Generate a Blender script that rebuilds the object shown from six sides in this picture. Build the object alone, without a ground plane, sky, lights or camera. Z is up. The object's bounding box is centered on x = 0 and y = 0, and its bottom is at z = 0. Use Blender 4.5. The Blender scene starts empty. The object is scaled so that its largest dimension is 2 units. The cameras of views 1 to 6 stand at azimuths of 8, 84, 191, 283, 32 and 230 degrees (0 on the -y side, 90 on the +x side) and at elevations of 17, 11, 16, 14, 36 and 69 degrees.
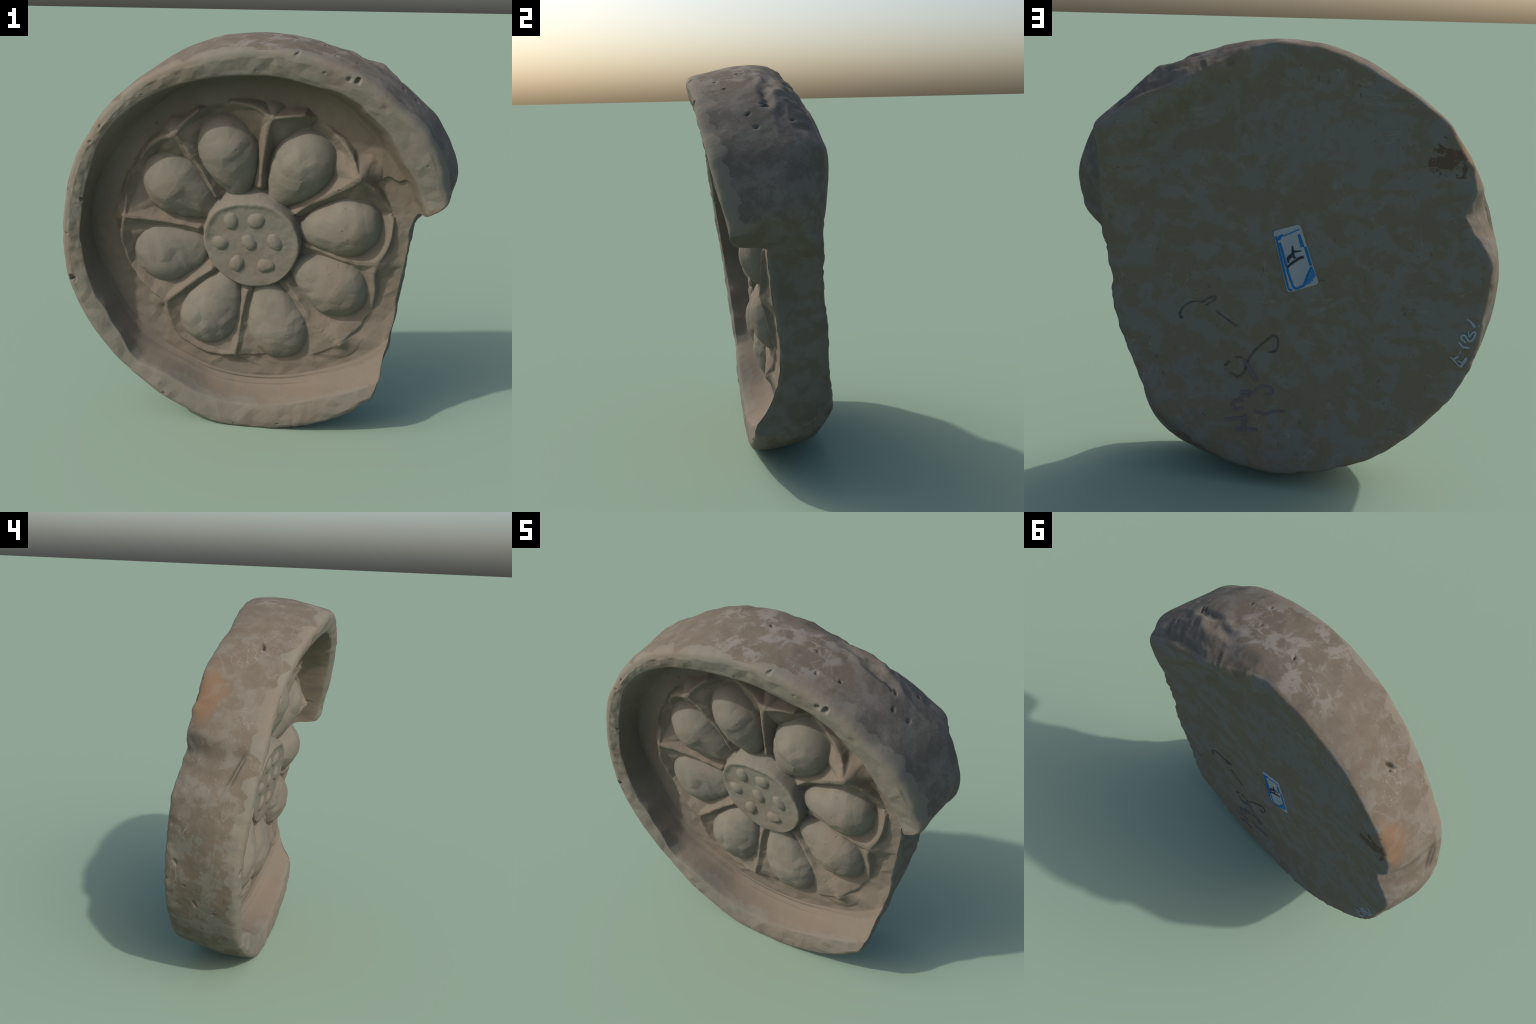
# A broken round clay roof-tile end with a lotus flower in relief, built as one
# worked surface: polar profile tables give the worn outline, rules give the
# relief (petals, dividers, seed pod), noise gives the handling marks.
import bpy, math
import numpy as np
from mathutils import Vector

# ------------------------------------------------------------------ frame
TILT = math.radians(9.4)                     # the disc leans forward
ORIGIN = np.array([-0.018, -0.058, 0.995])   # middle of the seed pod
AX_U = np.array([1.0, 0.0, 0.0])
AX_V = np.array([0.0, -math.sin(TILT), math.cos(TILT)])
AX_W = np.array([0.0, -math.cos(TILT), -math.sin(TILT)])   # out of the front


def to_world(u, v, w):
    return (ORIGIN + np.multiply.outer(u, AX_U) + np.multiply.outer(v, AX_V)
            + np.multiply.outer(w, AX_W))


def smooth(a, b, x):
    t = np.clip((x - a) / (b - a), 0.0, 1.0)
    return t * t * (3 - 2 * t)


def bell(x, width):
    return np.exp(-(x / width) ** 2)


def adiff(a, b):
    return (a - b + 180.0) % 360.0 - 180.0


# ------------------------------------------------------------------ noise
def _hash(ix, iy, iz, seed):
    h = (ix.astype(np.int64) * 374761393 + iy.astype(np.int64) * 668265263
         + iz.astype(np.int64) * 2147483647 + seed * 974634777) & 0xFFFFFFFF
    h = ((h ^ (h >> 13)) * 1274126177) & 0xFFFFFFFF
    h = ((h ^ (h >> 16)) * 2246822519) & 0xFFFFFFFF
    return ((h ^ (h >> 15)) & 0xFFFFFF) / float(0xFFFFFF)


def noise3(x, y, z, scale, seed=0):
    """smooth value noise, about -1..1; scale is the size of a lump in metres"""
    x, y, z = x / scale, y / scale, z / scale
    ix, iy, iz = np.floor(x), np.floor(y), np.floor(z)
    fx, fy, fz = x - ix, y - iy, z - iz
    fx, fy, fz = (f * f * f * (f * (f * 6 - 15) + 10) for f in (fx, fy, fz))
    total = 0
    for dx in (0, 1):
        for dy in (0, 1):
            for dz in (0, 1):
                k = ((fx if dx else 1 - fx) * (fy if dy else 1 - fy) * (fz if dz else 1 - fz))
                total = total + k * _hash(ix + dx, iy + dy, iz + dz, seed)
    return total * 2 - 1


def fbm(x, y, z, scale, octaves, seed=0):
    out, amp = 0, 1.0
    for o in range(octaves):
        out = out + amp * noise3(x, y, z, scale, seed + 17 * o)
        amp, scale = amp * 0.5, scale * 0.5
    return out


def facet(x, y, scale, seed):
    """piecewise flat lumps, like clay pared with a blade"""
    x = x + 0.45 * scale * noise3(x, y, 0 * x, scale * 1.7, seed + 5)
    y = y + 0.45 * scale * noise3(x, y, 0 * x + 9.1, scale * 1.7, seed + 6)
    x, y = x / scale, y / scale
    s = (x + y) * 0.3660254
    i, j = np.floor(x + s), np.floor(y + s)
    t = (i + j) * 0.2113249
    fx, fy = x - (i - t), y - (j - t)
    up = fx > fy
    # barycentric weights in the skewed cell
    sx, sy = fx + (fx + fy) * 0.3660254, fy + (fx + fy) * 0.3660254
    zero = 0 * i
    a = _hash(i, j, zero, seed)
    c = _hash(i + 1, j + 1, zero, seed)
    b = np.where(up, _hash(i + 1, j, zero, seed), _hash(i, j + 1, zero, seed))
    hi, lo = np.maximum(sx, sy), np.minimum(sx, sy)
    return ((1 - hi) * a + (hi - lo) * b + lo * c) * 2 - 1


# ------------------------------------------------------------------ outline
def table(text):
    """'angle:value' pairs -> periodic monotone curve over the angle"""
    pairs = sorted((float(p.split(":")[0]) % 360.0, float(p.split(":")[1])) for p in text.split())
    a = np.array([p[0] for p in pairs])
    y = np.array([p[1] for p in pairs])
    a = np.concatenate([a[-3:] - 360, a, a[:3] + 360])
    y = np.concatenate([y[-3:], y, y[:3]])
    d = np.diff(y) / np.diff(a)
    m = np.zeros_like(y)
    same = d[:-1] * d[1:] > 0
    m[1:-1] = np.where(same, 2 * d[:-1] * d[1:] / np.where(same, d[:-1] + d[1:], 1), 0)

    def curve(q):
        q = np.asarray(q) % 360.0
        k = np.clip(np.searchsorted(a, q) - 1, 0, len(a) - 2)
        h = a[k + 1] - a[k]
        t = (q - a[k]) / h
        return ((1 + 2 * t) * (1 - t) ** 2 * y[k] + t * (1 - t) ** 2 * h * m[k]
                + t * t * (3 - 2 * t) * y[k + 1] + t * t * (t - 1) * h * m[k + 1])
    return curve


# outer edge of the front face
R_FRONT = table("90:.976 101:.963 111:.955 121:.949 130:.940 139:.936 147:.934 154:.931 161:.927 169:.924 177:.929 "
                "-175:.940 -168:.948 -158:.946 -149:.947 -142:.949 -136:.954 -130:.952 -123:.953 -116:.957 -111:.963 "
                "-104:.982 -97:.988 -90:.988 -83:.993 -78:.997 -70:1.0 -64:1.003 -58:1.003 -54:1.003 -50:1.008 "
                "-48:.992 -46:.965 -44:.948 -41:.918 -35:.880 -27:.834 -24:.815 -21:.797 -11:.781 0:.785 6:.792 9:.810 "
                "11:.824 12.6:.846 13.8:.868 14.8:.888 15.6:.915 16.4:.952 17.4:.978 19:.991 23:.998 26:1.006 32:1.022 36:1.024 "
                "41:1.018 46:1.012 51:1.015 60:1.016 67:1.006 72:1.003 78:.996")
# two levels of the edge between front and back
R_SIDE = table("90:.988 84:.995 75:1.005 67:1.015 62:1.022 55:1.03 47:1.040 43:1.041 38:1.042 30:1.045 25:1.045 20:1.036 "
               "18.5:1.02 17:.985 15:.950 13:.922 11:.884 9.5:.851 8:.822 6:.797 3:.780 0:.770 -11:.774 -21:.802 -27:.833 -35:.880 -41:.914 "
               "-44:.944 -48:.990 -50:1.010 -54:1.020 -60:1.020 -70:1.014 -80:1.008 -90:1.010 -100:1.004 -110:.986 -120:.970 "
               "-130:.962 -140:.956 -150:.950 -160:.950 -170:.954 180:.951 168:.940 157:.938 145:.939 134:.940 123:.939 "
               "115:.953 105:.967 97:.981")
R_SHOULDER = table("90:.990 83:.998 75:1.004 68:1.006 62:1.014 55:1.028 49:1.038 44:1.040 38:1.052 34:1.064 30:1.068 25:1.066 20:1.052 "
                   "17.5:1.038 15.5:1.018 14:.993 12.5:.968 11:.938 9.5:.900 8:.860 6:.822 4:.800 0:.786 -11:.788 -21:.810 -29:.830 -36:.860 -43:.900 -48:.950 "
                   "-54:.994 -60:1.008 -68:1.010 -80:1.004 -95:.999 -110:.972 -130:.956 -150:.946 -170:.928 180:.930 170:.929 "
                   "160:.932 145:.940 134:.940 123:.940 112:.953 103:.968 96:.981")
R_BACK = table("90:.956 95:.948 99:.946 104:.938 109:.928 113:.928 119:.923 123:.923 128:.932 133:.934 137:.938 141:.932 "
               "144:.924 148:.928 152:.916 155:.909 158:.893 163:.886 167:.888 171:.892 176:.905 -176:.903 -170:.900 -164:.912 "
               "-158:.929 -152:.935 -145:.934 -138:.926 -131:.936 -125:.945 -119:.951 -112:.952 -108:.957 -102:.963 -93:.972 "
               "-86:.966 -81:.958 -75:.948 -68:.934 -64:.925 -58:.908 -54:.903 -48:.880 -43:.856 -36:.834 -29:.818 -23:.809 "
               "-17:.804 -12:.796 -8:.790 -3:.795 1:.803 4:.812 7:.825 15:.838 20:.856 25:.889 30:.940 34:.990 38:.980 42:.962 "
               "47:.950 55:.915 62:.900 68:.903 75:.928 79:.950 83:.957")
# inside of the rim: upper edge, foot of its wall, height of its face
R_INNER = table("90:.862 98:.860 105:.859 113:.862 120:.869 130:.876 137:.876 145:.868 154:.842 160:.836 170:.829 179:.836 "
                "-178:.830 -167:.834 -159:.837 -153:.821 -147:.831 -143:.834 -139:.848 -135:.866 -132:.868 -128:.852 "
                "-123:.834 -118:.830 -111:.840 -105:.848 -95:.850 -86:.849 -76:.853 -66:.860 -57:.890 -50:.920 -46:.940 -40:.955 -30:.94 "
                "0:.90 14:.882 20:.874 26:.876 32:.874 39:.889 44:.902 48:.900 52:.900 55:.911 60:.908 64:.898 69:.878 76:.876 "
                "83:.870")
R_FOOT = table("90:.802 76:.812 58:.818 46:.805 39:.800 28:.802 17:.812 0:.84 -30:.86 -45:.83 -57:.80 -66:.785 -86:.775 "
               "-105:.775 -118:.768 -129:.778 -135:.78 -144:.78 -159:.78 -175:.822 170:.822 153:.790 140:.776 125:.786 112:.806")
W_RIM = table("90:.122 77:.119 60:.116 45:.111 30:.098 18:.085 0:.085 -30:.10 -45:.142 -55:.158 -70:.170 -90:.173 -110:.162 "
              "-130:.141 -145:.121 -160:.108 180:.097 165:.092 150:.088 138:.085 125:.091 112:.106 103:.116")


LIP = table("-10:0 0:.010 8:.026 15:.038 25:.072 35:.102 45:.098 60:.088 70:.060 78:.026 85:0 120:0 180:0 240:0 300:0")


def w_back(u, v):
    r, th = np.hypot(u, v), np.degrees(np.arctan2(v, u))
    w = -0.2833 - 0.0204 * u - 0.0676 * v
    w = w + 0.032 * smooth(0.28, 0.72, v) * smooth(-0.75, -0.35, u)                      # flatter towards the top
    w = w - 0.028 * smooth(0.40, 0.85, -0.9 * u - 0.42 * v)     # fuller at the lower edge
    w = w - 0.92 * LIP(th) * bell(np.minimum(r - 0.888, 0), 0.085)      # lip under the spalled shoulder
    w = w + 0.008 * bell(u - 0.25, 0.35) * bell(v - 0.35, 0.32)
    w = w - 0.022 * bell(v + 0.73, 0.16) * bell(u - 0.5, 0.25) - 0.016 * bell(v + 0.80, 0.2) * bell(u + 0.05, 0.35)
    return w


# ------------------------------------------------------------------ relief
PETAL_AXES = (103.5, 57.0, 11.0, -28.5, -73.5, -116.5, -166.0, 145.5)
#             peak height, from, to, half width
PETAL_FORM = ((0.014, .205, .640, .155), (0.029, .205, .650, .161), (0.043, .235, .660, .160), (0.047, .225, .658, .164),
              (0.047, .225, .675, .160), (0.046, .205, .656, .162), (0.002, .215, .618, .166), (0.016, .205, .636, .164))
SEEDS = ((0, 0), (-.090, .108), (.035, .121), (-.147, -.012), (.127, .013), (-.063, -.117), (.081, -.120))

# dividers: stem from the pod to its head, then two arms along the petal tips
# each point: angle, radius, height, flank width
DIVIDERS = (
    (((80, .290, -.054, .012), (81, .400, -.042, .013), (81, .520, -.024, .018), (81, .605, .000, .030), (79.5, .650, .010, .026)),
     ((75, .668, -.002, .032), (71, .690, -.010, .028), (68.3, .706, -.016, .022)),
     ((86, .680, -.018, .020), (91, .690, -.040, .018), (97, .694, -.066, .015))),
    (((35, .275, -.048, .016), (36, .370, -.046, .020), (35, .450, -.030, .030), (34.5, .560, .000, .045), (35.5, .640, .030, .045)),
     ((29, .668, -.010, .024), (21, .690, -.046, .020), (15, .702, -.060, .016)),
     ((43, .676, -.022, .026), (52, .690, -.052, .022), (59, .690, -.072, .018))),
    (((-4, .285, -.050, .016), (-7, .420, -.036, .018), (-9, .533, -.022, .028), (-6.5, .630, -.014, .040)),
     ((-14, .630, -.032, .020), (-20, .668, -.034, .024), (-30, .705, -.050, .020)),
     ((-1, .668, -.022, .024), (6, .695, -.030, .024), (12, .706, -.046, .020))),
    (((-50, .300, -.048, .016), (-52, .420, -.034, .020), (-53, .540, -.010, .034), (-50, .640, .020, .050), (-48.5, .695, .030, .040)),
     ((-40, .705, -.012, .026), (-33, .706, -.042, .020)),
     ((-58, .715, -.006, .026), (-65, .716, -.028, .022), (-72, .712, -.050, .018))),
    (((-94, .285, -.042, .014), (-96, .400, -.024, .015), (-96.5, .520, .000, .020), (-97, .600, .024, .024), (-97, .640, .018, .024)),
     ((-107, .686, -.008, .022), (-113, .688, -.018, .018), (-119, .682, -.030, .016)),
     ((-91, .690, -.020, .018), (-86, .706, -.022, .014), (-80, .706, -.034, .016))),
    (((-139, .268, -.050, .015), (-141, .380, -.040, .018), (-141, .480, -.028, .022), (-141, .570, -.012, .032)),
     ((-150, .602, -.030, .022), (-157, .632, -.046, .018), (-163, .646, -.064, .016)),
     ((-133, .638, -.022, .022), (-124, .684, -.030, .018), (-117, .688, -.036, .016))),
    (((170, .268, -.054, .013), (170, .400, -.046, .017), (170, .530, -.034, .028), (170.5, .640, -.020, .034)),
     ((161, .660, -.044, .020), (152, .668, -.072, .014)),
     ((-179, .664, -.036, .018), (-172, .656, -.050, .014), (-165, .654, -.064, .012))),
    (((128, .275, -.058, .013), (124, .386, -.054, .015), (123.5, .470, -.046, .020), (123, .560, -.026, .032), (123, .648, -.008, .034)),
     ((117.5, .672, -.022, .022), (110, .694, -.042, .016)),
     ((130, .672, -.026, .022), (137, .676, -.050, .018), (144, .668, -.074, .014))),
)
R_POD = table("90:.216 116:.222 139:.235 166:.234 -165:.230 -142:.231 -108:.240 -84:.243 -51:.249 -24:.246 0:.249 23:.248 "
              "44:.241 66:.232")
POD_FLANK = table("90:.048 116:.044 139:.034 166:.016 -142:.014 -90:.012 -45:.012 0:.014 30:.016 60:.030")


def soften(points):
    """corner-cut a divider's line so that it bends smoothly"""
    p = np.array(points)
    for _ in range(2):
        q = np.stack([0.75 * p[:-1] + 0.25 * p[1:], 0.25 * p[:-1] + 0.75 * p[1:]], 1).reshape(-1, p.shape[1])
        p = np.concatenate([p[:1], q[1:-1], p[-1:]])
    return p


def petal_coords(u, v, n):
    a = math.radians(PETAL_AXES[n])
    peak, r0, r1, half = PETAL_FORM[n]
    s = u * math.cos(a) + v * math.sin(a)
    t = -u * math.sin(a) + v * math.cos(a)
    mid = r0 + 0.58 * (r1 - r0)
    long = np.where(s > mid, r1 - mid, mid - r0)
    wide = half * np.where(s > mid, 1.0, 1.0 - 0.40 * np.clip((mid - s) / (mid - r0), 0, 1) ** 1.2)
    q2 = np.abs((s - mid) / long) ** 2.1 + np.abs(t / np.maximum(wide, 0.02)) ** 2.1
    return s, t, q2, mid


def ridge_field(u, v, ground):
    """height of the divider ridges over the ground, and the nearest divider"""
    best = np.full_like(u, -1.0)
    owner = np.zeros(u.shape, int)
    strength = np.zeros_like(u)
    ragged = noise3(u, v, 0 * u, 0.045, 71)
    reach = np.hypot(u, v)
    for n, (stem, arm_a, arm_b) in enumerate(DIVIDERS):
        for line, fat in ((stem, 2.4), ((stem[-1],) + arm_a, 2.1), ((stem[-1],) + arm_b, 2.1)):
            pts = soften([(r * math.cos(math.radians(a)), r * math.sin(math.radians(a)), w, f * fat) for a, r, w, f in line])
            near = np.hypot(u - pts[:, 0].mean(), v - pts[:, 1].mean()) < 0.42
            uu, vv, gg, rg, rr = u[near], v[near], ground[near], ragged[near], reach[near]
            bb, ss = best[near], strength[near]
            for (x0, y0, w0, f0), (x1, y1, w1, f1) in zip(pts[:-1], pts[1:]):
                ex, ey = x1 - x0, y1 - y0
                t = np.clip(((uu - x0) * ex + (vv - y0) * ey) / (ex * ex + ey * ey), 0, 1)
                d = np.hypot(uu - x0 - t * ex, vv - y0 - t * ey)
                if line is not stem:                       # outer side of an arm falls off steeply
                    out = rr - np.hypot(x0 + t * ex, y0 + t * ey)
                    d = d * np.where(out > 0, 1.0 + 1.2 * smooth(0, 0.015, out), 0.70)
                f = f0 + t * (f1 - f0)
                d = d * (1 + 0.15 * rg)
                k = np.clip(1 - np.maximum(d - 0.10 * f, 0) / (1.15 * f + 0.012), 0, 1) ** 1.35
                top = w0 + t * (w1 - w0) + 0.004 * rg
                top = top + 0.013 * np.clip(-top / 0.03, 0, 1) * smooth(0.10, -0.20, vv)
                h = gg + (top - gg) * k
                bb = np.maximum(bb, h)
                ss = np.maximum(ss, k)
            if line is stem:                               # web flaring between the petal tips
                hx, hy, hw, _ = pts[-1]
                d = np.hypot(uu - hx, vv - hy) * (1 + 0.12 * rg)
                out = rr - math.hypot(hx, hy)
                d = d * (1 + 4.0 * smooth(0.0, 0.03, out))
                k = np.clip(1 - np.maximum(d - 0.012, 0) / 0.20, 0, 1) ** 1.2
                bb = np.maximum(bb, gg + (hw - 0.004 - gg) * k)
                ss = np.maximum(ss, k)
            owner[near] = np.where(bb > best[near], n, owner[near])
            best[near], strength[near] = bb, ss
    return best, owner, strength


def floor_height(u, v):
    fl = -0.072 - 0.020 * v + 0.006 * np.clip(u / 0.4, -1, 1) + 0.009 * smooth(0.35, 0.65, u)
    fl = fl + 0.053 * smooth(-0.22, -0.64, v) * (0.8 + 0.2 * np.clip(u / 0.5, -1, 1))
    return fl


def front_height(u, v):
    """height of the front face over the disc plane, with region masks"""
    r = np.hypot(u, v)
    th = np.degrees(np.arctan2(v, u))
    fl = floor_height(u, v)
    ri, rf, wr = R_INNER(th), R_FOOT(th), W_RIM(th)
    wi = wr - 0.016 - 0.008 * bell(adiff(th, -95), 42)      # inner edge of the rim
    low = bell(adiff(th, -92), 52)                          # gently sloping wall at the bottom
    t = np.clip((r - rf) / (ri - rf), 0, 1)
    rise = (1 - low) * smooth(0, 1, t) ** 0.9 + low * (0.16 * t + 0.84 * t ** 4.0)
    # throwing lines round the wall
    rise = rise + 0.035 * low * np.sin(t * 16 + 0.5 * np.sin(np.radians(th * 3))) * t * (1 - t) * 4
    line = low * (0.7 + 0.5 * noise3(u, v, 0 * u, 0.2, 77))
    rise = rise + line * (0.030 * bell(t - 0.42, 0.05) - 0.035 * bell(t - 0.53, 0.045) + 0.03 * bell(t - 0.70, 0.06))
    rise = rise + 0.008 * (1 - low) * np.sin(t * 14) * t * (1 - t) * 4
    w = fl + (wi - fl) * rise
    across = np.clip((r - ri) / 0.10, 0, 1)
    w = np.where(r > ri, wi + (wr - wi) * np.sin(across * math.pi / 2) ** 0.8, w)

    # flower bed
    bed = fl - 0.004 - 0.024 * smooth(-0.15, 0.25, v)
    dish = np.where(r < 0.78, bed + (fl - bed) * smooth(0.655, 0.70, r), w)
    ridge, owner, strength = ridge_field(u, v, bed)
    ridge = np.where(r < 0.80, ridge, -1)
    flower = np.maximum(dish, ridge)
    petal_id = np.full(u.shape, -1)
    for n in range(8):
        s, t, q2, mid = petal_coords(u, v, n)
        peak = PETAL_FORM[n][0]
        base = bed - 0.006
        dome = base + (peak - base) * np.power(np.clip(1 - q2, 0, 1), 0.58)
        dome = dome + np.where(s < mid, 0.22, 0.05) * (s - mid) * np.clip(1 - q2, 0, 1)
        dome = np.where(q2 < 1, dome, -1)
        top = dome > flower
        petal_id = np.where(top, n, petal_id)
        flower = np.maximum(flower, dome)
    # seed pod
    rp, fp = R_POD(th), POD_FLANK(th)
    pod_top = -0.014 + 0.055 * u + 0.006 * v + 0.007 * bell(r - rp + 0.012, 0.016) * smooth(-0.4, 0.5, np.sin(np.radians(th)))
    pod = pod_top + (bed - 0.01 - pod_top) * smooth(-0.25, 1, (r - rp) / fp)
    is_pod = (r < rp + fp * 0.9) & ((pod > flower - 0.004) | (r < rp))
    pod = np.where(r < rp + fp, pod, -1)
    seed_id = np.full(u.shape, -1)
    for n, (su, sv) in enumerate(SEEDS):
        d = np.hypot(u - su, v - sv) * (1 + 0.10 * np.sin(2 * np.arctan2(v - sv, u - su) + n * 1.7) + 0.10 * noise3(u, v, 0 * u, 0.030, 78))
        pod = pod + 0.016 * np.clip(1 - (d / 0.039) ** 2, 0, 1) ** 0.7
        seed_id = np.where(d < 0.039, n, seed_id)
    flower = np.where(r < rp + fp, np.maximum(pod, flower * (r > rp) - 1.0 * (r <= rp)), flower)
    w = np.where(r < 0.79, np.maximum(flower, np.where(r > 0.70, w, -1)), w)

    # patch broken away between the right-hand divider and the rim
    edge = v - (0.345 - 0.25 * (u - 0.70) ** 2 * 4 + 0.012 * np.sin(u * 60))
    patch = smooth(0.004, -0.004, edge) * smooth(0.60, 0.66, u) * smooth(0.86, 0.83, r) * smooth(0.05, 0.18, v)
    w = w - 0.012 * patch
    masks = dict(r=r, th=th, petal=petal_id, seed=seed_id, pod=is_pod, owner=owner, strength=strength)
    return w, masks


# pits and holes: (angle, radius, size, depth) on the front
FRONT_PITS = ((59.7, .985, .013, .030), (61.5, .968, .011, .024), (76.1, .985, .013, .020), (164.7, .838, .012, .028),
              (-167.1, .918, .016, .045), (-108, .985, .008, .014), (-94, .965, .007, .010), (-80, .955, .007, .012),
              (-76, .985, .008, .010), (-118, .93, .010, .014), (128.5, .727, .007, .012), (68, .95, .006, .010),
              (30, .95, .006, .008), (145, .90, .010, .012), (139, .905, .009, .012), (177, .90, .006, .010))
# on the edge: (angle, height w, size along angle in m, size along w, depth)
SIDE_PITS = ((49.4, -.19, .010, .022, .024), (50.6, -.185, .008, .018, .018), (47.4, -.107, .012, .016, .018),
             (42.7, -.128, .018, .014, .016), (43.7, -.293, .010, .012, .016), (122.9, -.095, .046, .013, .034),
             (124.3, -.108, .010, .006, .022), (84.3, -.150, .008, .016, .016), (61, -.04, .008, .010, .014),
             (66.8, -.007, .010, .008, .014), (-165, -.22, .026, .012, .014), (-152, -.10, .030, .012, .014),
             (-158, -.16, .008, .010, .010), (-150, .00, .010, .008, .012), (-142, -.20, .016, .010, .012),
             (-140, -.06, .014, .008, .012), (70, -.12, .010, .008, .010))


def grid_angles():
    fine = np.arange(2.0, 24.0, 0.12)
    a = np.concatenate([fine, np.arange(24.0, 362.0, 0.30)])
    return a


THETA = grid_angles()
N = len(THETA)
COS, SIN = np.cos(np.radians(THETA)), np.sin(np.radians(THETA))
MF_IN, MF_WALL, MF_RIM, MS, MB = 185, 34, 26, 84, 110


def build_grid():
    wob = 0.0028 * noise3(COS * 1.0, SIN * 1.0, 0 * COS, 0.13, 3) + 0.0012 * noise3(COS, SIN, 0 * COS, 0.04, 4)
    broken = smooth(-52, -46, adiff(THETA, 0)) * smooth(19, 16, adiff(THETA, 0))
    wob = wob * (1 - broken) + broken * (0.003 * noise3(COS, SIN, 0 * COS, 0.09, 8) + 0.0015 * noise3(COS, SIN, 0 * COS, 0.03, 9))
    r0 = R_FRONT(THETA) + wob
    r1 = R_SIDE(THETA) + wob * (0.15 + 0.5 * broken)
    r2 = R_SHOULDER(THETA) + 0.004 * noise3(COS, SIN, 0 * COS + 4, 0.16, 11)
    r3 = R_BACK(THETA) + (0.005 - 0.0035 * broken) * noise3(COS, SIN, 0 * COS + 7, 0.07, 12)
    foot = bell(adiff(THETA, -92), 48)
    r_edge = r0 - (0.042 - 0.026 * broken - 0.018 * foot * (1 - broken))
    ri = np.minimum(R_INNER(THETA), r_edge * 0.985)
    rf = np.minimum(R_FOOT(THETA), r_edge * 0.93)
    f1 = np.linspace(0, 1, MF_IN + 1)[1:]
    f2 = np.linspace(0, 1, MF_WALL + 1)[1:]
    f3 = np.linspace(0, 1, MF_RIM + 1)[1:]
    rr = np.concatenate([f1[:, None] * rf, rf + f2[:, None] * (ri - rf), ri + f3[:, None] * (r_edge - ri)])
    u, v = rr * COS, rr * SIN
    w, masks = front_height(u, v)
    # edge profile, corner-cut twice so that every arris is rounded
    we = w[-1]
    rb = r3 - 0.030
    wb = w_back(rb * COS, rb * SIN)
    w3 = w_back(r3 * COS, r3 * SIN)
    span = we - w3
    pts = [(rr[-1], we), (r0 - 0.016 + 0.010 * np.maximum(broken, foot), we - 0.006), (r0, we - 0.034 + 0.012 * np.maximum(broken, foot)), (r1, we - 0.40 * span), (r2, we - 0.74 * span),
           (r3 + 0.10 * (r2 - r3) + 0.004, w3 + 0.022), (r3 - 0.006, w3 + 0.003), (rb, wb)]
    P = np.stack([np.stack(p, -1) for p in pts], 1)           # N, K, 2
    for _ in range(3):
        a, b = P[:, :-1], P[:, 1:]
        mid = np.stack([0.78 * a + 0.22 * b, 0.22 * a + 0.78 * b], 2).reshape(N, -1, 2)
        P = np.concatenate([P[:, :1], mid[:, 1:-1], P[:, -1:]], 1)
    seg = np.hypot(np.diff(P[..., 0]), np.diff(P[..., 1]))
    arc = np.concatenate([np.zeros((N, 1)), np.cumsum(seg, 1)], 1)
    s = np.linspace(0, 1, MS + 1)[1:]
    side_r, side_w = np.empty((MS, N)), np.empty((MS, N))
    for j in range(N):
        q = s * arc[j, -1]
        side_r[:, j] = np.interp(q, arc[j], P[j, :, 0])
        side_w[:, j] = np.interp(q, arc[j], P[j, :, 1])
    fb = np.linspace(1, 0, MB + 1)[1:-1]
    back_r = fb[:, None] * rb
    bu, bv = back_r * COS, back_r * SIN
    R = np.concatenate([rr, side_r, back_r])
    W = np.concatenate([w, side_w, w_back(bu, bv)])
    return R, W, masks


R, W, FRONT = build_grid()
MF, M = MF_IN + MF_WALL + MF_RIM, R.shape[0]
ROW = np.arange(M)[:, None] + np.zeros((1, N), int)
on_side = (ROW >= MF) & (ROW < MF + MS)
on_front = ROW < MF
on_back = ROW >= MF + MS
TH = THETA[None, :] + np.zeros((M, 1))

# conchoidal chip struck off the left side: steep upper wall, floor running out below
d_th = adiff(TH, 157.5)
front_line = 0.012 - 0.0043 * d_th
chip = smooth(-2.5, 4.5, d_th) * (1 - smooth(8.0, 16.0, d_th)) * (1 - 0.045 * d_th) * smooth(0.004, -0.022, W - front_line)
R = R - (0.030 + 0.040 * smooth(-0.05, -0.28, W)) * chip * (1 - smooth(0, 45, ROW - MF - MS + 10)) * (ROW >= MF)
R = R - 0.012 * bell(adiff(TH, -4), 9) * bell(W + 0.12, 0.055) * on_side          # hollow struck under the rim end
crack = bell(W - front_line - 0.002, 0.004) * smooth(1, 3, d_th) * smooth(11.5, 9.5, d_th)
R = R - 0.012 * crack * on_side
for a, wc, sa, sw, depth in SIDE_PITS:
    da, dw = np.radians(adiff(TH, a)) * R, W - wc
    da, dw = 0.85 * da + 0.5 * dw, 0.85 * dw - 0.5 * da            # gouges lie aslant
    k = np.exp(-((da / (0.58 * sa)) ** 2 + (dw / (0.62 * sw)) ** 2) ** 1.5)
    R = R - np.where(on_side, 0.8 * depth * k, 0)
U, V = R * COS, R * SIN
rng = np.random.default_rng(7)
pit_list = list(FRONT_PITS)
for _ in range(46):                                           # small air holes in the rim and petals
    a = rng.uniform(0, 360)
    if rng.random() < 0.5:
        r = rng.uniform(0.87, 0.99)
    else:
        r = rng.uniform(0.30, 0.66)
    pit_list.append((a, r, rng.uniform(.003, .0055), rng.uniform(.004, .008)))
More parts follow.
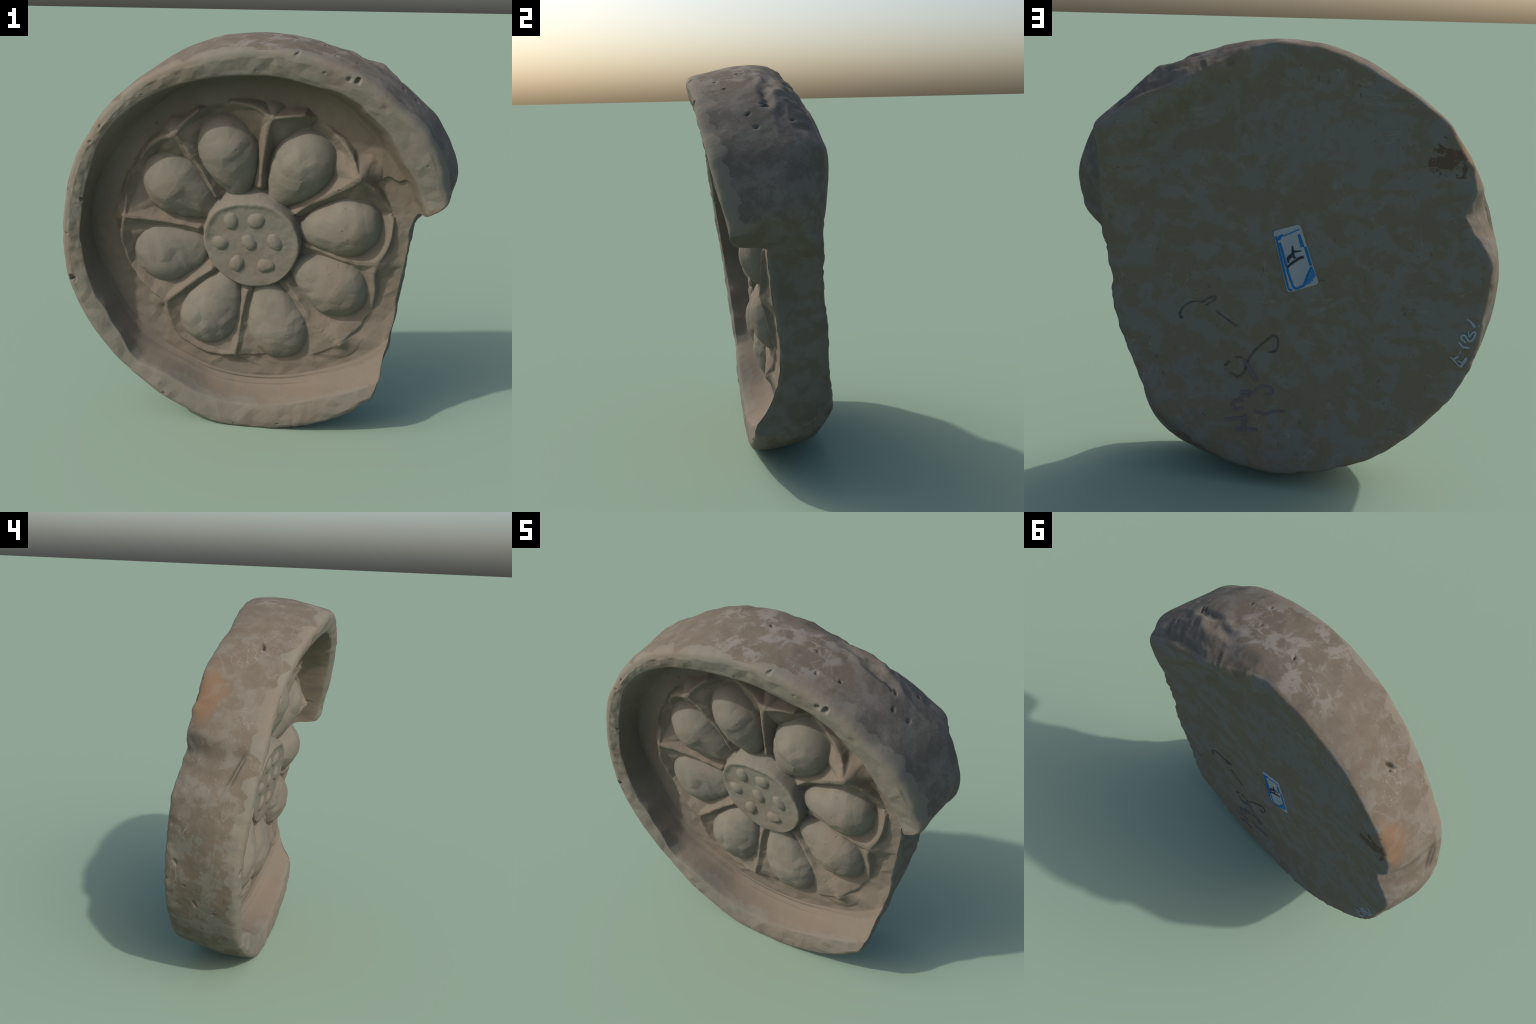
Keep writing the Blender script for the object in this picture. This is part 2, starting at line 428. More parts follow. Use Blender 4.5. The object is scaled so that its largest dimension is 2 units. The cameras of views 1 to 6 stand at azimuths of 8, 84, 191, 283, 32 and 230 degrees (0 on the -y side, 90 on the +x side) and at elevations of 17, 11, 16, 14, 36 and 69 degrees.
for a, r, size, depth in pit_list:
    pu, pv = r * math.cos(math.radians(a)), r * math.sin(math.radians(a))
    turn, slim = rng.uniform(0, math.pi), rng.uniform(0.5, 0.9)
    du, dv = U - pu, V - pv
    near = np.hypot(du, dv) < 4 * size
    wn = 0.5 * size * noise3(U[near], V[near], 0 * U[near], size * 0.9, 75)
    a1 = du[near] * math.cos(turn) + dv[near] * math.sin(turn) + wn
    a2 = -du[near] * math.sin(turn) + dv[near] * math.cos(turn)
    d2 = np.full(U.shape, 50.0)
    d2[near] = (a1 / size) ** 2 + (a2 / (size * slim * np.where(a2 > 0, 0.6, 1.3))) ** 2
    W = W - np.where(ROW < MF + 14, 0.75 * depth * np.exp(-1.4 * d2 ** 1.4), 0)
# pits of the back
for _ in range(60):
    a, r, size = rng.uniform(0, 360), 0.9 * math.sqrt(rng.random()), rng.uniform(.004, .008)
    pu, pv = r * math.cos(math.radians(a)), r * math.sin(math.radians(a))
    W = W + np.where(on_back, 0.006 * np.exp(-((U - pu) ** 2 + (V - pv) ** 2) / size ** 2), 0)
W = W + np.where(ROW >= MF, 0.014 * np.exp(-((U - .254) ** 2 + (V - .853) ** 2) / .016 ** 2) * (W < -.25), 0)


def grid_points(R, W):
    """all vertices: rows of rings, then the two middles"""
    u, v = R * COS, R * SIN
    loc = np.stack([u, v, W], -1).reshape(-1, 3)
    front_mid = np.array([[0, 0, W[0].mean()]])
    back_mid = np.array([[0, 0, W[-1].mean()]])
    return np.concatenate([loc, front_mid, back_mid])


def grid_faces():
    j = np.arange(N)
    k = (j + 1) % N
    i = np.arange(M - 1)[:, None]
    quads = np.stack([i * N + j, (i + 1) * N + j, (i + 1) * N + k, i * N + k], -1)
    fan_f = np.stack([np.full(N, M * N), 0 * N + j, 0 * N + k], -1)
    fan_b = np.stack([np.full(N, M * N + 1), (M - 1) * N + k, (M - 1) * N + j], -1)
    return quads, fan_f, fan_b


QUADS, FAN_F, FAN_B = grid_faces()


def vertex_normals(p):
    n = np.zeros_like(p)
    q = QUADS.reshape(-1, 4)
    fn = np.cross(p[q[:, 2]] - p[q[:, 0]], p[q[:, 3]] - p[q[:, 1]])
    for c in range(4):
        for x in range(3):
            n[:, x] += np.bincount(q[:, c], fn[:, x], len(p))
    for fan in (FAN_F, FAN_B):
        fn = np.cross(p[fan[:, 1]] - p[fan[:, 0]], p[fan[:, 2]] - p[fan[:, 0]])
        for c in range(3):
            for x in range(3):
                n[:, x] += np.bincount(fan[:, c], fn[:, x], len(p))
    return n / np.maximum(np.linalg.norm(n, axis=1, keepdims=True), 1e-12)


LOC = grid_points(R, W)
NRM = vertex_normals(LOC)
# relief of handling and wear, along the surface normal
x, y, z = LOC.T
amount = np.full(len(LOC), 1.0)
flat = lambda arr: np.concatenate([np.asarray(arr, float).reshape(-1), [0, 0]])
sideness, backness = flat(on_side), flat(on_back)
theta = np.concatenate([TH.reshape(-1), [0, 0]])
radius = np.concatenate([R.reshape(-1), [0, 0]])
d = 0.0030 * fbm(x, y, z, 0.22, 2, 21) + 0.0010 * fbm(x, y, z, 0.06, 3, 22)
# pared facets on petals, rim and edge
fac = facet(x, y, 0.056, 31)
on_wall = smooth(-0.02, 0.0, radius - R_FOOT(theta)) * smooth(0.02, 0.0, radius - R_INNER(theta))
fac = fac * (1 - 0.85 * on_wall)
fac_side = facet(theta / 57.3, z, 0.075, 34)
d = d + np.where(backness > 0.5, 0.0006, np.where(sideness > 0.5, 0.0016 * fac_side, 0.0040 * fac * (0.25 + 0.75 * smooth(0.24, 0.28, radius))))
rim_zone = smooth(-0.005, 0.02, radius - R_INNER(theta)) * (1 - backness) * (1 - sideness)
d = d + rim_zone * 0.0032 * facet(x, y, 0.034, 33) * (0.12 + 0.88 * bell(adiff(theta, 150), 40))
# worn, pitted face of the seed pod
d = d + 0.0013 * fbm(x, y, 0 * x, 0.040, 2, 79) * smooth(0.255, 0.235, radius) * (1 - backness)
# ragged fracture: right-hand break and the spalled back shoulder
fract = smooth(-50, -44, adiff(theta, 0)) * smooth(20, 15, adiff(theta, 0)) * smooth(0.70, 0.78, radius)
d = d + fract * (0.006 * facet(y + 0.3 * x, 0.8 * z, 0.15, 41) + 0.0016 * fbm(x, y, z, 0.06, 3, 42))
spall = bell(adiff(theta, 57), 17) ** 2 * sideness * smooth(-0.15, -0.21, z) * smooth(0.85, 0.92, radius)
spall = spall * smooth(-0.40, -0.36, z)
d = d + spall * (0.006 * facet(theta / 40, z * 2, 0.16, 51) + 0.019 * noise3(theta / 57.3 * 0.40, z * 1.8, 0 * z, 0.075, 52)
                 + 0.006 * fbm(x, y, z, 0.05, 2, 53) - 0.004)
arris = bell(z + 0.29 + 0.0676 * y, 0.05) * sideness
d = d + arris * 0.005 * facet(theta / 57.3, z, 0.05, 61)
LOC = LOC + NRM * d[:, None]
NRM = vertex_normals(LOC)
WORLD = to_world(LOC[:, 0], LOC[:, 1], LOC[:, 2])
WORLD_N = NRM[:, :1] * AX_U + NRM[:, 1:2] * AX_V + NRM[:, 2:] * AX_W
# it has been standing: the foot is worn flat at the ground
low = WORLD[:, 2] - 0.006
WORLD[:, 2] = np.where(low < 0, 0.006 * np.exp(np.minimum(low, 0) / 0.006), WORLD[:, 2])
WORLD[:, 2] -= WORLD[:, 2].min()


# ------------------------------------------------------------------ materials
def nodes_of(mat):
    mat.use_nodes = True
    t = mat.node_tree
    t.nodes.clear()
    return t


class Graph:
    def __init__(self, name):
        self.mat = bpy.data.materials.new(name)
        self.t = nodes_of(self.mat)

    def add(self, kind, **kw):
        n = self.t.nodes.new(kind)
        for k, val in kw.items():
            setattr(n, k, val)
        return n

    def link(self, a, b):
        self.t.links.new(a, b)

    def put(self, sock, val):
        if hasattr(val, "is_output"):
            self.link(val, sock)
        else:
            sock.default_value = val

    def math(self, op, a, b=0.0, c=0.0, clamp=False):
        n = self.add("ShaderNodeMath", operation=op, use_clamp=clamp)
        for s, val in zip(n.inputs, (a, b, c)):
            self.put(s, val)
        return n.outputs[0]

    def ramp(self, val, lo, hi):
        n = self.add("ShaderNodeMapRange", interpolation_type="SMOOTHSTEP")
        self.put(n.inputs["Value"], val)
        n.inputs["From Min"].default_value, n.inputs["From Max"].default_value = lo, hi
        return n.outputs[0]

    def noise(self, vec, scale, detail=3.0, rough=0.55, distort=0.0):
        n = self.add("ShaderNodeTexNoise")
        self.link(vec, n.inputs["Vector"])
        n.inputs["Scale"].default_value, n.inputs["Detail"].default_value = scale, detail
        n.inputs["Roughness"].default_value, n.inputs["Distortion"].default_value = rough, distort
        return n.outputs["Fac"]

    def mix(self, fac, a, b, mode="MIX"):
        n = self.add("ShaderNodeMix", data_type="RGBA", blend_type=mode)
        self.put(n.inputs[0], fac)
        for s, val in ((n.inputs[6], a), (n.inputs[7], b)):
            self.put(s, val if hasattr(val, "is_output") else (*val, 1.0))
        return n.outputs[2]

    def disc_coords(self):
        """object position turned into the disc's own frame"""
        tc = self.add("ShaderNodeTexCoord")
        sub = self.add("ShaderNodeVectorMath", operation="SUBTRACT")
        self.link(tc.outputs["Object"], sub.inputs[0])
        sub.inputs[1].default_value = ORIGIN
        out = []
        for ax in (AX_U, AX_V, AX_W):
            dot = self.add("ShaderNodeVectorMath", operation="DOT_PRODUCT")
            self.link(sub.outputs[0], dot.inputs[0])
            dot.inputs[1].default_value = ax
            out.append(dot.outputs["Value"])
        comb = self.add("ShaderNodeCombineXYZ")
        for o, s in zip(out, comb.inputs):
            self.link(o, s)
        return comb.outputs[0], out

    def stretch(self, vec, scale, rot=(0, 0, 0), loc=(0, 0, 0)):
        m = self.add("ShaderNodeMapping")
        self.link(vec, m.inputs["Vector"])
        m.inputs["Scale"].default_value, m.inputs["Rotation"].default_value, m.inputs["Location"].default_value = scale, rot, loc
        return m.outputs[0]

    def spot(self, uvw, centre, size):
        """soft round mask about a place on the object"""
        m = self.add("ShaderNodeVectorMath", operation="SUBTRACT")
        self.link(uvw, m.inputs[0])
        m.inputs[1].default_value = centre
        q = self.add("ShaderNodeVectorMath", operation="DIVIDE")
        self.link(m.outputs[0], q.inputs[0])
        q.inputs[1].default_value = size
        ln = self.add("ShaderNodeVectorMath", operation="LENGTH")
        self.link(q.outputs[0], ln.inputs[0])
        return ln.outputs["Value"]

    def finish(self, colour, rough=0.92, bump=None, strength=0.25, distance=0.004):
        b = self.add("ShaderNodeBsdfPrincipled")
        o = self.add("ShaderNodeOutputMaterial")
        self.put(b.inputs["Base Color"], colour if hasattr(colour, "is_output") else (*colour, 1.0))
        b.inputs["Roughness"].default_value = rough
        b.inputs["Specular IOR Level"].default_value = 0.15
        if bump is not None:
            n = self.add("ShaderNodeBump")
            n.inputs["Strength"].default_value, n.inputs["Distance"].default_value = strength, distance
            self.link(bump, n.inputs["Height"])
            self.link(n.outputs[0], b.inputs["Normal"])
        self.link(b.outputs[0], o.inputs[0])
        return self.mat


GREY = (0.170, 0.153, 0.124)
GREY_COOL = (0.155, 0.145, 0.120)
TAN = (0.162, 0.134, 0.104)
TAN_DARK = (0.122, 0.100, 0.075)
ASH = (0.198, 0.178, 0.154)
CHALK = (0.260, 0.230, 0.190)
BACK_BROWN = (0.156, 0.129, 0.091)
BACK_GREY = (0.158, 0.149, 0.128)
BACK_PALE = (0.215, 0.202, 0.175)


def clay_material(name, kind):
    g = Graph(name)
    p, (u, v, w) = g.disc_coords()
    big = g.noise(p, 3.2, 4, 0.6)
    mid = g.noise(p, 11.0, 5, 0.62, 0.3)
    fine = g.noise(p, 70.0, 4, 0.65)

    def times(a, b):
        return g.math("MULTIPLY", a, b)

    def swing(a, k):                          # noise about zero
        return times(g.math("SUBTRACT", a, 0.5), k)

    def scratches(rot, scale, width, where):
        """thin wandering lines, only in places"""
        n = g.noise(g.stretch(p, scale, rot), 1.0, 2, 0.4, 0.2)
        line = g.ramp(g.math("ABSOLUTE", g.math("SUBTRACT", n, 0.5)), width, 0.0)
        spot = g.ramp(g.noise(g.stretch(p, (1, 1, 1), (0, 0, 0), (3, 7, 1)), where, 2, 0.5), 0.54, 0.64)
        return times(line, spot)

    if kind == "front":                       # pressed faces: grey clay with tan slip
        col = g.mix(g.ramp(mid, 0.38, 0.62), GREY_COOL, GREY)
        col = g.mix(times(g.ramp(big, 0.48, 0.64), 0.65), col, TAN)
        col = g.mix(times(g.ramp(fine, 0.62, 0.72), 0.35), col, TAN_DARK)
    elif kind == "floor":                     # recesses hold tan earth
        col = g.mix(g.ramp(mid, 0.36, 0.64), TAN, (0.150, 0.130, 0.104))
        col = g.mix(times(g.ramp(big, 0.45, 0.65), 0.6), col, (0.166, 0.131, 0.099))
    elif kind == "edge":                      # outer edge: brown skin, rubbed to grey, pale flecks
        brown = g.mix(g.ramp(mid, 0.35, 0.65), (0.122, 0.101, 0.076), (0.140, 0.118, 0.091))
        streak = g.noise(g.stretch(p, (6, 6, 28), (0, 0, 0.5)), 1.0, 6, 0.7, 0.4)
        grey_side = g.ramp(v, 0.35, -0.25)    # the lower left was rubbed more
        level = g.math("ADD", g.math("ADD", times(mid, 0.55), times(streak, 0.45)), times(grey_side, 0.045))
        worn = g.ramp(g.math("ADD", level, swing(fine, 0.10)), 0.525, 0.575)
        col = g.mix(times(worn, g.math("ADD", times(grey_side, 0.35), 0.45)), brown, (0.150, 0.140, 0.117))
        col = g.mix(times(scratches((0, 0, 0.9), (4, 16, 16), 0.014, 6.0), 0.85), col, ASH)
        col = g.mix(times(scratches((0.4, 0, -0.5), (14, 4, 20), 0.012, 5.0), 0.75), col, ASH)
        pale = g.ramp(g.math("ADD", big, swing(mid, 0.9)), 0.50, 0.60)
        crown = g.ramp(g.spot(p, (.16, .98, -.12), (.42, .22, .3)), 1.1, 0.5)
        col = g.mix(times(pale, g.math("ADD", times(crown, 0.70), 0.16)), col, ASH)
        top_right = g.ramp(g.spot(p, (.80, .62, -.1), (.42, .48, .6)), 1.0, 0.55)
        mott = g.mix(g.ramp(g.math("ADD", mid, swing(fine, 0.3)), 0.40, 0.62), (0.110, 0.097, 0.081), (0.146, 0.131, 0.112))
        col = g.mix(top_right, col, mott)
        orange = g.ramp(g.math("ADD", g.spot(p, (-.755, .56, -.25), (.10, .17, .085)), swing(mid, 2.2)), 1.30, 0.40)
        col = g.mix(times(orange, 0.52), col, (0.190, 0.100, 0.050))
    elif kind == "break":                     # fracture: dull brown-grey
        col = g.mix(g.ramp(mid, 0.38, 0.60), (0.122, 0.105, 0.082), (0.140, 0.131, 0.114))
    else:                                     # back: brown film over grey, with patches
        wide = g.noise(g.stretch(p, (1.0, 1.35, 1.0)), 5.0, 9, 0.72, 0.8)
        film = g.ramp(g.math("ADD", wide, swing(mid, 0.8)), 0.45, 0.58)
        col = g.mix(film, BACK_BROWN, BACK_GREY)
        col = g.mix(times(scratches((0, 0, 0.7), (5, 18, 5), 0.014, 5.0), 0.55), col, BACK_PALE)
        col = g.mix(times(scratches((0, 0, -0.4), (16, 5, 5), 0.012, 6.0), 0.45), col, BACK_PALE)
        rust = g.ramp(g.math("ADD", g.spot(p, (-.70, .50, -.31), (.085, .085, .2)), swing(g.noise(p, 24.0, 4, 0.6, 0.4), 4.5)), 0.80, 0.55)
        col = g.mix(times(rust, 0.8), col, (0.088, 0.056, 0.038))
        soot = g.ramp(g.noise(g.stretch(p, (1.4, 0.8, 1), (0, 0, 0.5)), 26.0, 3, 0.6, 0.8), 0.66, 0.74)
        col = g.mix(times(soot, 0.6), col, (0.060, 0.060, 0.056))
    fleck = g.ramp(g.noise(p, 95.0, 1, 0.5, 0.5), 0.735, 0.775)
    col = g.mix(times(fleck, 0.5 if kind == "edge" else 0.2), col, CHALK)
    speck = g.ramp(g.noise(g.stretch(p, (1, 1, 1), (0, 0, 0), (5, 2, 9)), 80.0, 1, 0.5, 0.3), 0.735, 0.775)
    col = g.mix(times(speck, 0.45), col, (0.066, 0.058, 0.048))
    grain = g.math("ADD", times(fine, 0.6), times(mid, 0.8))
    return g.finish(col, 0.93, grain, 0.35, 0.006)


def plain(name, colour, colour2=None, scale=40.0):
    g = Graph(name)
    if colour2 is None:
        return g.finish(colour, 0.7)
    p, _ = g.disc_coords()
    return g.finish(g.mix(g.ramp(g.noise(p, scale, 3), 0.40, 0.62), colour, colour2), 0.75)


MAT = {k: clay_material("clay_" + k, k) for k in ("front", "floor", "edge", "break", "back")}

# ------------------------------------------------------------------ parts
COLL = bpy.context.scene.collection
root = bpy.data.objects.new("roof_tile_end", None)
COLL.objects.link(root)
root["label"] = "broken round grey clay roof tile end with lotus relief"
root["category"] = "roof tile"


def region_arrays():
    """one region name index per face, following the relief"""
    names = ["floor", "rim", "outer_edge", "fracture", "back_face", "seed_pod"]
    names += [f"petal{n}" for n in range(8)] + [f"petal_divider{n}" for n in range(8)] + [f"seed{n}" for n in range(7)]
    ids = {n: k for k, n in enumerate(names)}
    reg = np.zeros((M - 1, N), int)
    f = lambda a: a[: MF - 1]
    front = np.full((MF - 1, N), ids["floor"])
    r, pet, sd, own, st = (f(FRONT[k]) for k in ("r", "petal", "seed", "owner", "strength"))
    front = np.where((st > 0.30) & (r < 0.76), ids["petal_divider0"] + own, front)
    front = np.where(pet >= 0, ids["petal0"] + pet, front)
    front = np.where(f(FRONT["pod"]), ids["seed_pod"], front)
    front = np.where((sd >= 0) & (r < 0.25), ids["seed0"] + sd, front)
    worn = noise3(COS, SIN, 0 * COS, 0.09, 91) + 0.6 * noise3(COS, SIN, 0 * COS, 0.035, 92)
    rows = np.arange(MF - 1)[:, None]
    front = np.where(rows >= MF_IN + MF_WALL - 4 + np.round(4 * worn), ids["rim"], front)
    th = THETA + 0.0
    broke = (adiff(th, 0) > -48.5) & (adiff(th, 0) < 17.0)
    front[MF_IN + MF_WALL - 12:, broke] = ids["floor"]
    reg[: MF - 1] = front
    rows = np.arange(MF - 1, MF + MS - 8)[:, None]
    skin = np.where(rows < MF + 11 + np.round(7 * worn[::-1]), ids["rim"], ids["outer_edge"])
    reg[MF - 1: MF + MS - 8] = np.where(broke, ids["fracture"], skin)
    reg[MF + MS - 8:] = ids["back_face"]
    return names, ids, reg


NAMES, IDS, REG = region_arrays()


def part(name, faces4, faces3, mat, parent):
    allv = np.unique(np.concatenate([faces4.reshape(-1), faces3.reshape(-1)]))
    remap = np.full(len(WORLD), -1)
    remap[allv] = np.arange(len(allv))
    me = bpy.data.meshes.new(name)
    q, t = remap[faces4], remap[faces3]
    loops = np.concatenate([q.reshape(-1), t.reshape(-1)]).astype(np.int32)
    starts = np.concatenate([np.arange(len(q)) * 4, len(q) * 4 + np.arange(len(t)) * 3]).astype(np.int32)
    me.vertices.add(len(allv))
    me.vertices.foreach_set("co", WORLD[allv].astype(np.float32).reshape(-1))
    me.loops.add(len(loops))
    me.loops.foreach_set("vertex_index", loops)
    me.polygons.add(len(starts))
    me.polygons.foreach_set("loop_start", starts)
    me.update(calc_edges=True)
    me.polygons.foreach_set("use_smooth", np.ones(len(starts), bool))
    me.normals_split_custom_set_from_vertices(WORLD_N[allv])
    me.materials.append(mat)
    ob = bpy.data.objects.new(name, me)
    COLL.objects.link(ob)
    ob.parent = parent
    return ob


def faces_of(ident):
    return QUADS[REG == ident].reshape(-1, 4)


NO3 = np.zeros((0, 3), int)
LOOKS = {"floor": "floor", "rim": "front", "outer_edge": "edge", "fracture": "break", "back_face": "back", "seed_pod": "front",
         "petal": "front", "petal_divider": "floor", "seed": "front"}
middle_seed = IDS["seed0"]
pod = None
for nm in NAMES:
    kind = nm.rstrip("0123456789")
    tri = FAN_F if IDS[nm] == middle_seed else FAN_B if nm == "back_face" else NO3
    quads = faces_of(IDS[nm])
    if len(quads) + len(tri) == 0:
        continue
    ob = part(kind, quads, tri, MAT[LOOKS[kind]], pod if kind == "seed" else root)
    if kind == "seed_pod":
        pod = ob

# ------------------------------------------------------------------ label and marks on the back
BR, BW = None, None
Rg = np.hypot(LOC[:-2, 0], LOC[:-2, 1]).reshape(M, N)[MF + MS - 10:]
Wg = LOC[:-2, 2].reshape(M, N)[MF + MS - 10:]
Z_SHIFT = WORLD[0] - to_world(LOC[0, 0], LOC[0, 1], LOC[0, 2])


def back_at(u, v):
    a = math.degrees(math.atan2(v, u)) % 360
    if a < THETA[0]:
        a += 360
    j = min(max(int(np.searchsorted(THETA, a)) - 1, 0), N - 2)
    f = (a - THETA[j]) / (THETA[j + 1] - THETA[j])
    r = math.hypot(u, v)
    vals = [np.interp(r, Rg[::-1, k], Wg[::-1, k]) for k in (j, j + 1)]
    return vals[0] * (1 - f) + vals[1] * f


def back_world(u, v, lift):
    return to_world(np.array(u), np.array(v), np.array(back_at(u, v) - lift)) + Z_SHIFT


def simple_mesh(name, verts, faces, mat, parent):
    me = bpy.data.meshes.new(name)
    me.from_pydata([tuple(p) for p in verts], [], faces)
    me.update()
    me.materials.append(mat)
    ob = bpy.data.objects.new(name, me)
    COLL.objects.link(ob)
    ob.parent = parent
    return ob


def stroke(pts, widths, lift, step=0.006):
    """a painted line: ribbon with a little thickness lying on the back"""
    pts = np.array(pts, float)
    wd = np.full(len(pts), widths) if np.isscalar(widths) else np.array(widths, float)
    seg = np.hypot(*np.diff(pts, axis=0).T)
    arc = np.concatenate([[0], np.cumsum(seg)])
    n = max(2, int(arc[-1] / step) + 1)
    q = np.linspace(0, arc[-1], n)
    c = np.stack([np.interp(q, arc, pts[:, 0]), np.interp(q, arc, pts[:, 1])], -1)
    wd = np.interp(q, arc, wd)
    if n > 4:
        for _ in range(2):
            c[1:-1] = 0.25 * c[:-2] + 0.5 * c[1:-1] + 0.25 * c[2:]
    t = np.gradient(c, axis=0)
    t /= np.linalg.norm(t, axis=1, keepdims=True) + 1e-9
    nrm = np.stack([-t[:, 1], t[:, 0]], -1)
    verts, faces = [], []
    for k in range(n):
        for sgn, lf in ((-1, -0.002), (-1, lift), (1, lift), (1, -0.002)):
            a = c[k] + sgn * nrm[k] * wd[k] / 2
            verts.append(back_world(a[0], a[1], lf))
        if k:
            b0, b1 = 4 * (k - 1), 4 * k
            faces += [(b0 + e, b0 + (e + 1) % 4, b1 + (e + 1) % 4, b1 + e) for e in range(4)]
    faces += [(3, 2, 1, 0), tuple(4 * (n - 1) + e for e in range(4))]
    return verts, faces


def strokes(name, items, mat, lift, parent):
    verts, faces = [], []
    for pts, wd in items:
        a, b = stroke(pts, wd, lift)
        faces += [tuple(i + len(verts) for i in f) for f in b]
        verts += a
    return simple_mesh(name, verts, faces, mat, parent)


# label corners on the back, seen from behind: top left, top right, bottom right, bottom left
L_TL, L_TR, L_BR, L_BL = (np.array(c) for c in ((.037, .151), (-.080, .190), (-.177, -.067), (-.040, -.119)))


def on_label(a, b):
    """a to the right, b downward, 0..1, as seen from behind"""
    p = (L_TL * (1 - a) + L_TR * a) * (1 - b) + (L_BL * (1 - a) + L_BR * a) * b
    return tuple(p)


def label_plate():
    ring = []
    rad_a, rad_b = 0.11, 0.055
    for ca, cb, s0 in ((1 - rad_a, rad_b, -90), (1 - rad_a, 1 - rad_b, 0), (rad_a, 1 - rad_b, 90), (rad_a, rad_b, 180)):
        for k in range(7):
            a = math.radians(s0 + 15 * k)
            ring.append((ca + rad_a * math.cos(a), cb + rad_b * math.sin(a)))
    rows = []
    n = len(ring)
    verts, faces = [], []
    for scale, lift in ((1.0, -0.004), (1.0, 0.0035), (0.985, 0.0048), (0.7, 0.0048), (0.35, 0.0048)):
        for a, b in ring:
            p = on_label(0.5 + (a - 0.5) * scale, 0.5 + (b - 0.5) * scale)
            verts.append(back_world(p[0], p[1], lift))
    for s in range(4):
        faces += [(s * n + k, s * n + (k + 1) % n, (s + 1) * n + (k + 1) % n, (s + 1) * n + k) for k in range(n)]
    c = on_label(0.5, 0.5)
    verts.append(back_world(c[0], c[1], 0.0048))
    faces += [(4 * n + k, 4 * n + (k + 1) % n, 5 * n) for k in range(n)]
    ob = simple_mesh("paper_label", verts, faces, plain("label_paper", (0.30, 0.322, 0.335), (0.275, 0.297, 0.313), 14), root)
    for poly in ob.data.polygons:
        poly.use_smooth = False
    return ob


label = label_plate()
LW = 0.123                                     # width of the label in metres


def lab(*ab):
    return [on_label(a, b) for a, b in ab]


BLUE = plain("label_blue_print", (0.010, 0.115, 0.310))
strokes("printed_frame", [
    (lab((.06, .09), (.055, .50), (.06, .955), (.10, .975), (.17, .975)), .0085),
    (lab((.14, .20), (.16, .40), (.175, .60)), .010),
    (lab((.17, .62), (.19, .80), (.23, .955), (.30, .975), (.55, .955)), .010),
    (lab((.14, .16), (.15, .12), (.20, .105), (.32, .10)), [.012, .015, .012, .010]),
    (lab((.33, .115), (.60, .10), (.93, .075)), .0045),
    (lab((.86, .15), (.855, .36)), [.010, .018]),
    (lab((.935, .37), (.935, .68)), .011),
    (lab((.94, .70), (.72, .84), (.55, .955)), [.010, .012, .010]),
], BLUE, 0.0062, label)
strokes("printed_corner", [(lab((.95, .71), (.95, .86)), [.004, .012]), (lab((.90, .76), (.90, .89)), [.012, .012]),
                           (lab((.82, .82), (.82, .925)), .012), (lab((.74, .86), (.74, .945)), .012), (lab((.66, .90), (.66, .955)), .012)],
        plain("label_blue_wash", (0.035, 0.155, 0.34)), 0.0058, label)
strokes("handwritten_number", [
    (lab((.53, .30), (.51, .38), (.46, .46)), [.005, .011, .014]), (lab((.51, .395), (.78, .415)), [.011, .004]),
    (lab((.46, .44), (.30, .46), (.26, .54)), [.014, .016, .006]), (lab((.45, .45), (.52, .50)), [.012, .010]),
    (lab((.19, .615), (.30, .575), (.62, .52), (.80, .515)), [.006, .010, .012, .012]),
], plain("label_ink", (0.030, 0.034, 0.050)), 0.0066, label)

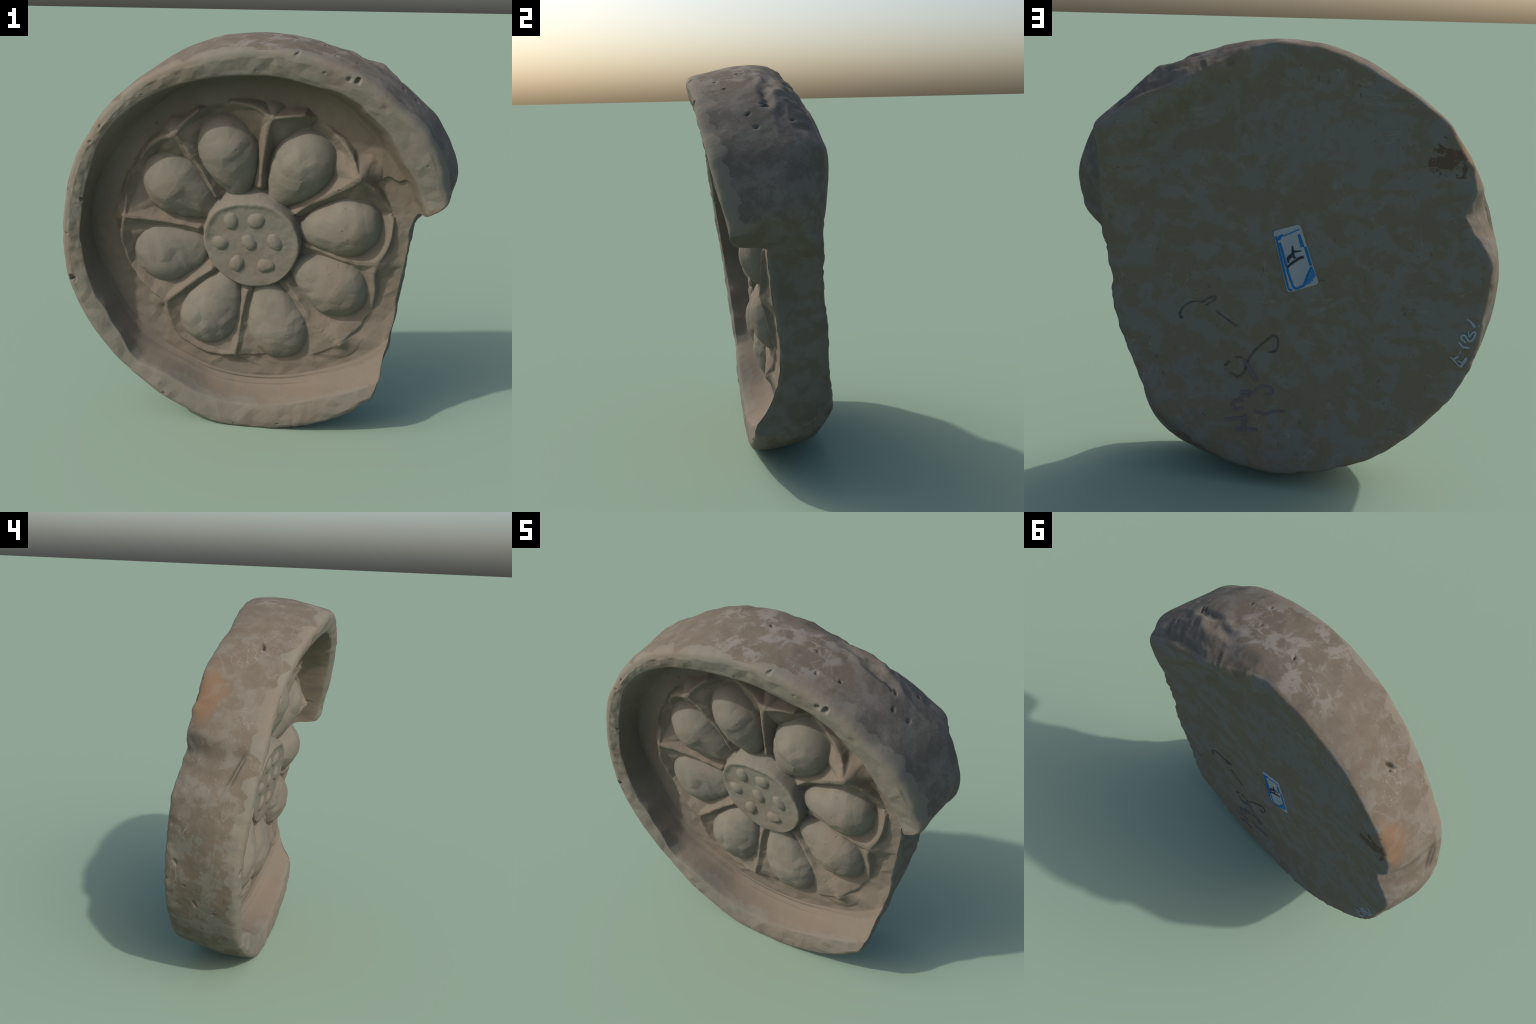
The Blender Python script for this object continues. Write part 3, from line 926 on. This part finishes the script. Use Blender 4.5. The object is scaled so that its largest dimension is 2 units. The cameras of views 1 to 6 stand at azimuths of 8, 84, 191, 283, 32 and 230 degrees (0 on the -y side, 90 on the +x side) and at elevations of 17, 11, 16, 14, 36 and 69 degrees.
INK = plain("black_pen", (0.062, 0.060, 0.054), (0.108, 0.098, 0.078), 60)
strokes("pen_scribble", [
    ([(.232, -.480), (.210, -.455)], [.011, .006]), ([(.184, -.437), (.165, -.433), (.149, -.436)], [.005, .011, .004]),
    ([(.208, -.508), (.188, -.519), (.168, -.528), (.143, -.508), (.130, -.463), (.120, -.429), (.089, -.387), (.046, -.343),
      (.012, -.314), (-.008, -.332), (-.009, -.364), (-.001, -.388), (.031, -.399)],
     [.004, .009, .009, .008, .007, .006, .006, .006, .009, .007, .007, .011, .005]),
    ([(.438, -.278), (.447, -.272), (.451, -.26), (.445, -.237), (.426, -.215), (.394, -.196), (.361, -.19), (.348, -.196), (.316, -.17),
      (.281, -.161), (.29, -.181), (.328, -.204)], [.012, .012, .008, .006, .006, .005, .005, .006, .005, .007, .006, .005]),
    ([(.282, -.229), (.236, -.257), (.183, -.291)], [.003, .005, .007])], INK, 0.0030, root)
strokes("purple_writing", [
    ([(.140, -.440), (.128, -.463), (.083, -.538)], [.010, .014, .020]),
    ([(.217, -.731), (.125, -.714)], .013), ([(.128, -.700), (.131, -.765)], .018), ([(.166, -.773), (.068, -.765)], .014),
    ([(.138, -.640), (.160, -.632), (.187, -.645), (.189, -.670), (.165, -.682), (.140, -.668)], .011),
    ([(.152, -.595), (.107, -.590)], .013), ([(.152, -.613), (.107, -.610)], .012),
    ([(.094, -.599), (.080, -.575), (.060, -.560), (.018, -.558), (.005, -.575), (.012, -.596), (.042, -.596)], .011),
    ([(.084, -.675), (.038, -.690), (.006, -.674), (-.052, -.664)], [.006, .010, .009, .008])],
    plain("faded_purple_ink", (0.108, 0.095, 0.108), (0.130, 0.112, 0.112), 30), 0.0034, root)
strokes("white_number", [
    ([(-.762, -.334), (-.776, -.345), (-.805, -.375)], [.005, .006, .006]), ([(-.776, -.345), (-.796, -.328)], .009),
    ([(-.808, -.377), (-.830, -.332)], .011), ([(-.792, -.349), (-.812, -.354)], .006),
    ([(-.805, -.304), (-.798, -.314)], .005),
    ([(-.790, -.265), (-.799, -.272), (-.809, -.287), (-.838, -.287)], [.008, .007, .009, .010]),
    ([(-.822, -.266), (-.812, -.258), (-.800, -.250), (-.797, -.238), (-.808, -.230), (-.822, -.238), (-.826, -.252), (-.838, -.262),
      (-.848, -.252), (-.860, -.222), (-.856, -.211), (-.845, -.220), (-.832, -.240)], .008),
    ([(-.830, -.240), (-.829, -.212)], .004), ([(-.817, -.164), (-.836, -.171), (-.845, -.186), (-.855, -.196)], [.006, .008, .012, .010]),
    ([(-.871, -.184), (-.867, -.192)], .005)], plain("white_paint", (0.26, 0.30, 0.32)), 0.0032, root)
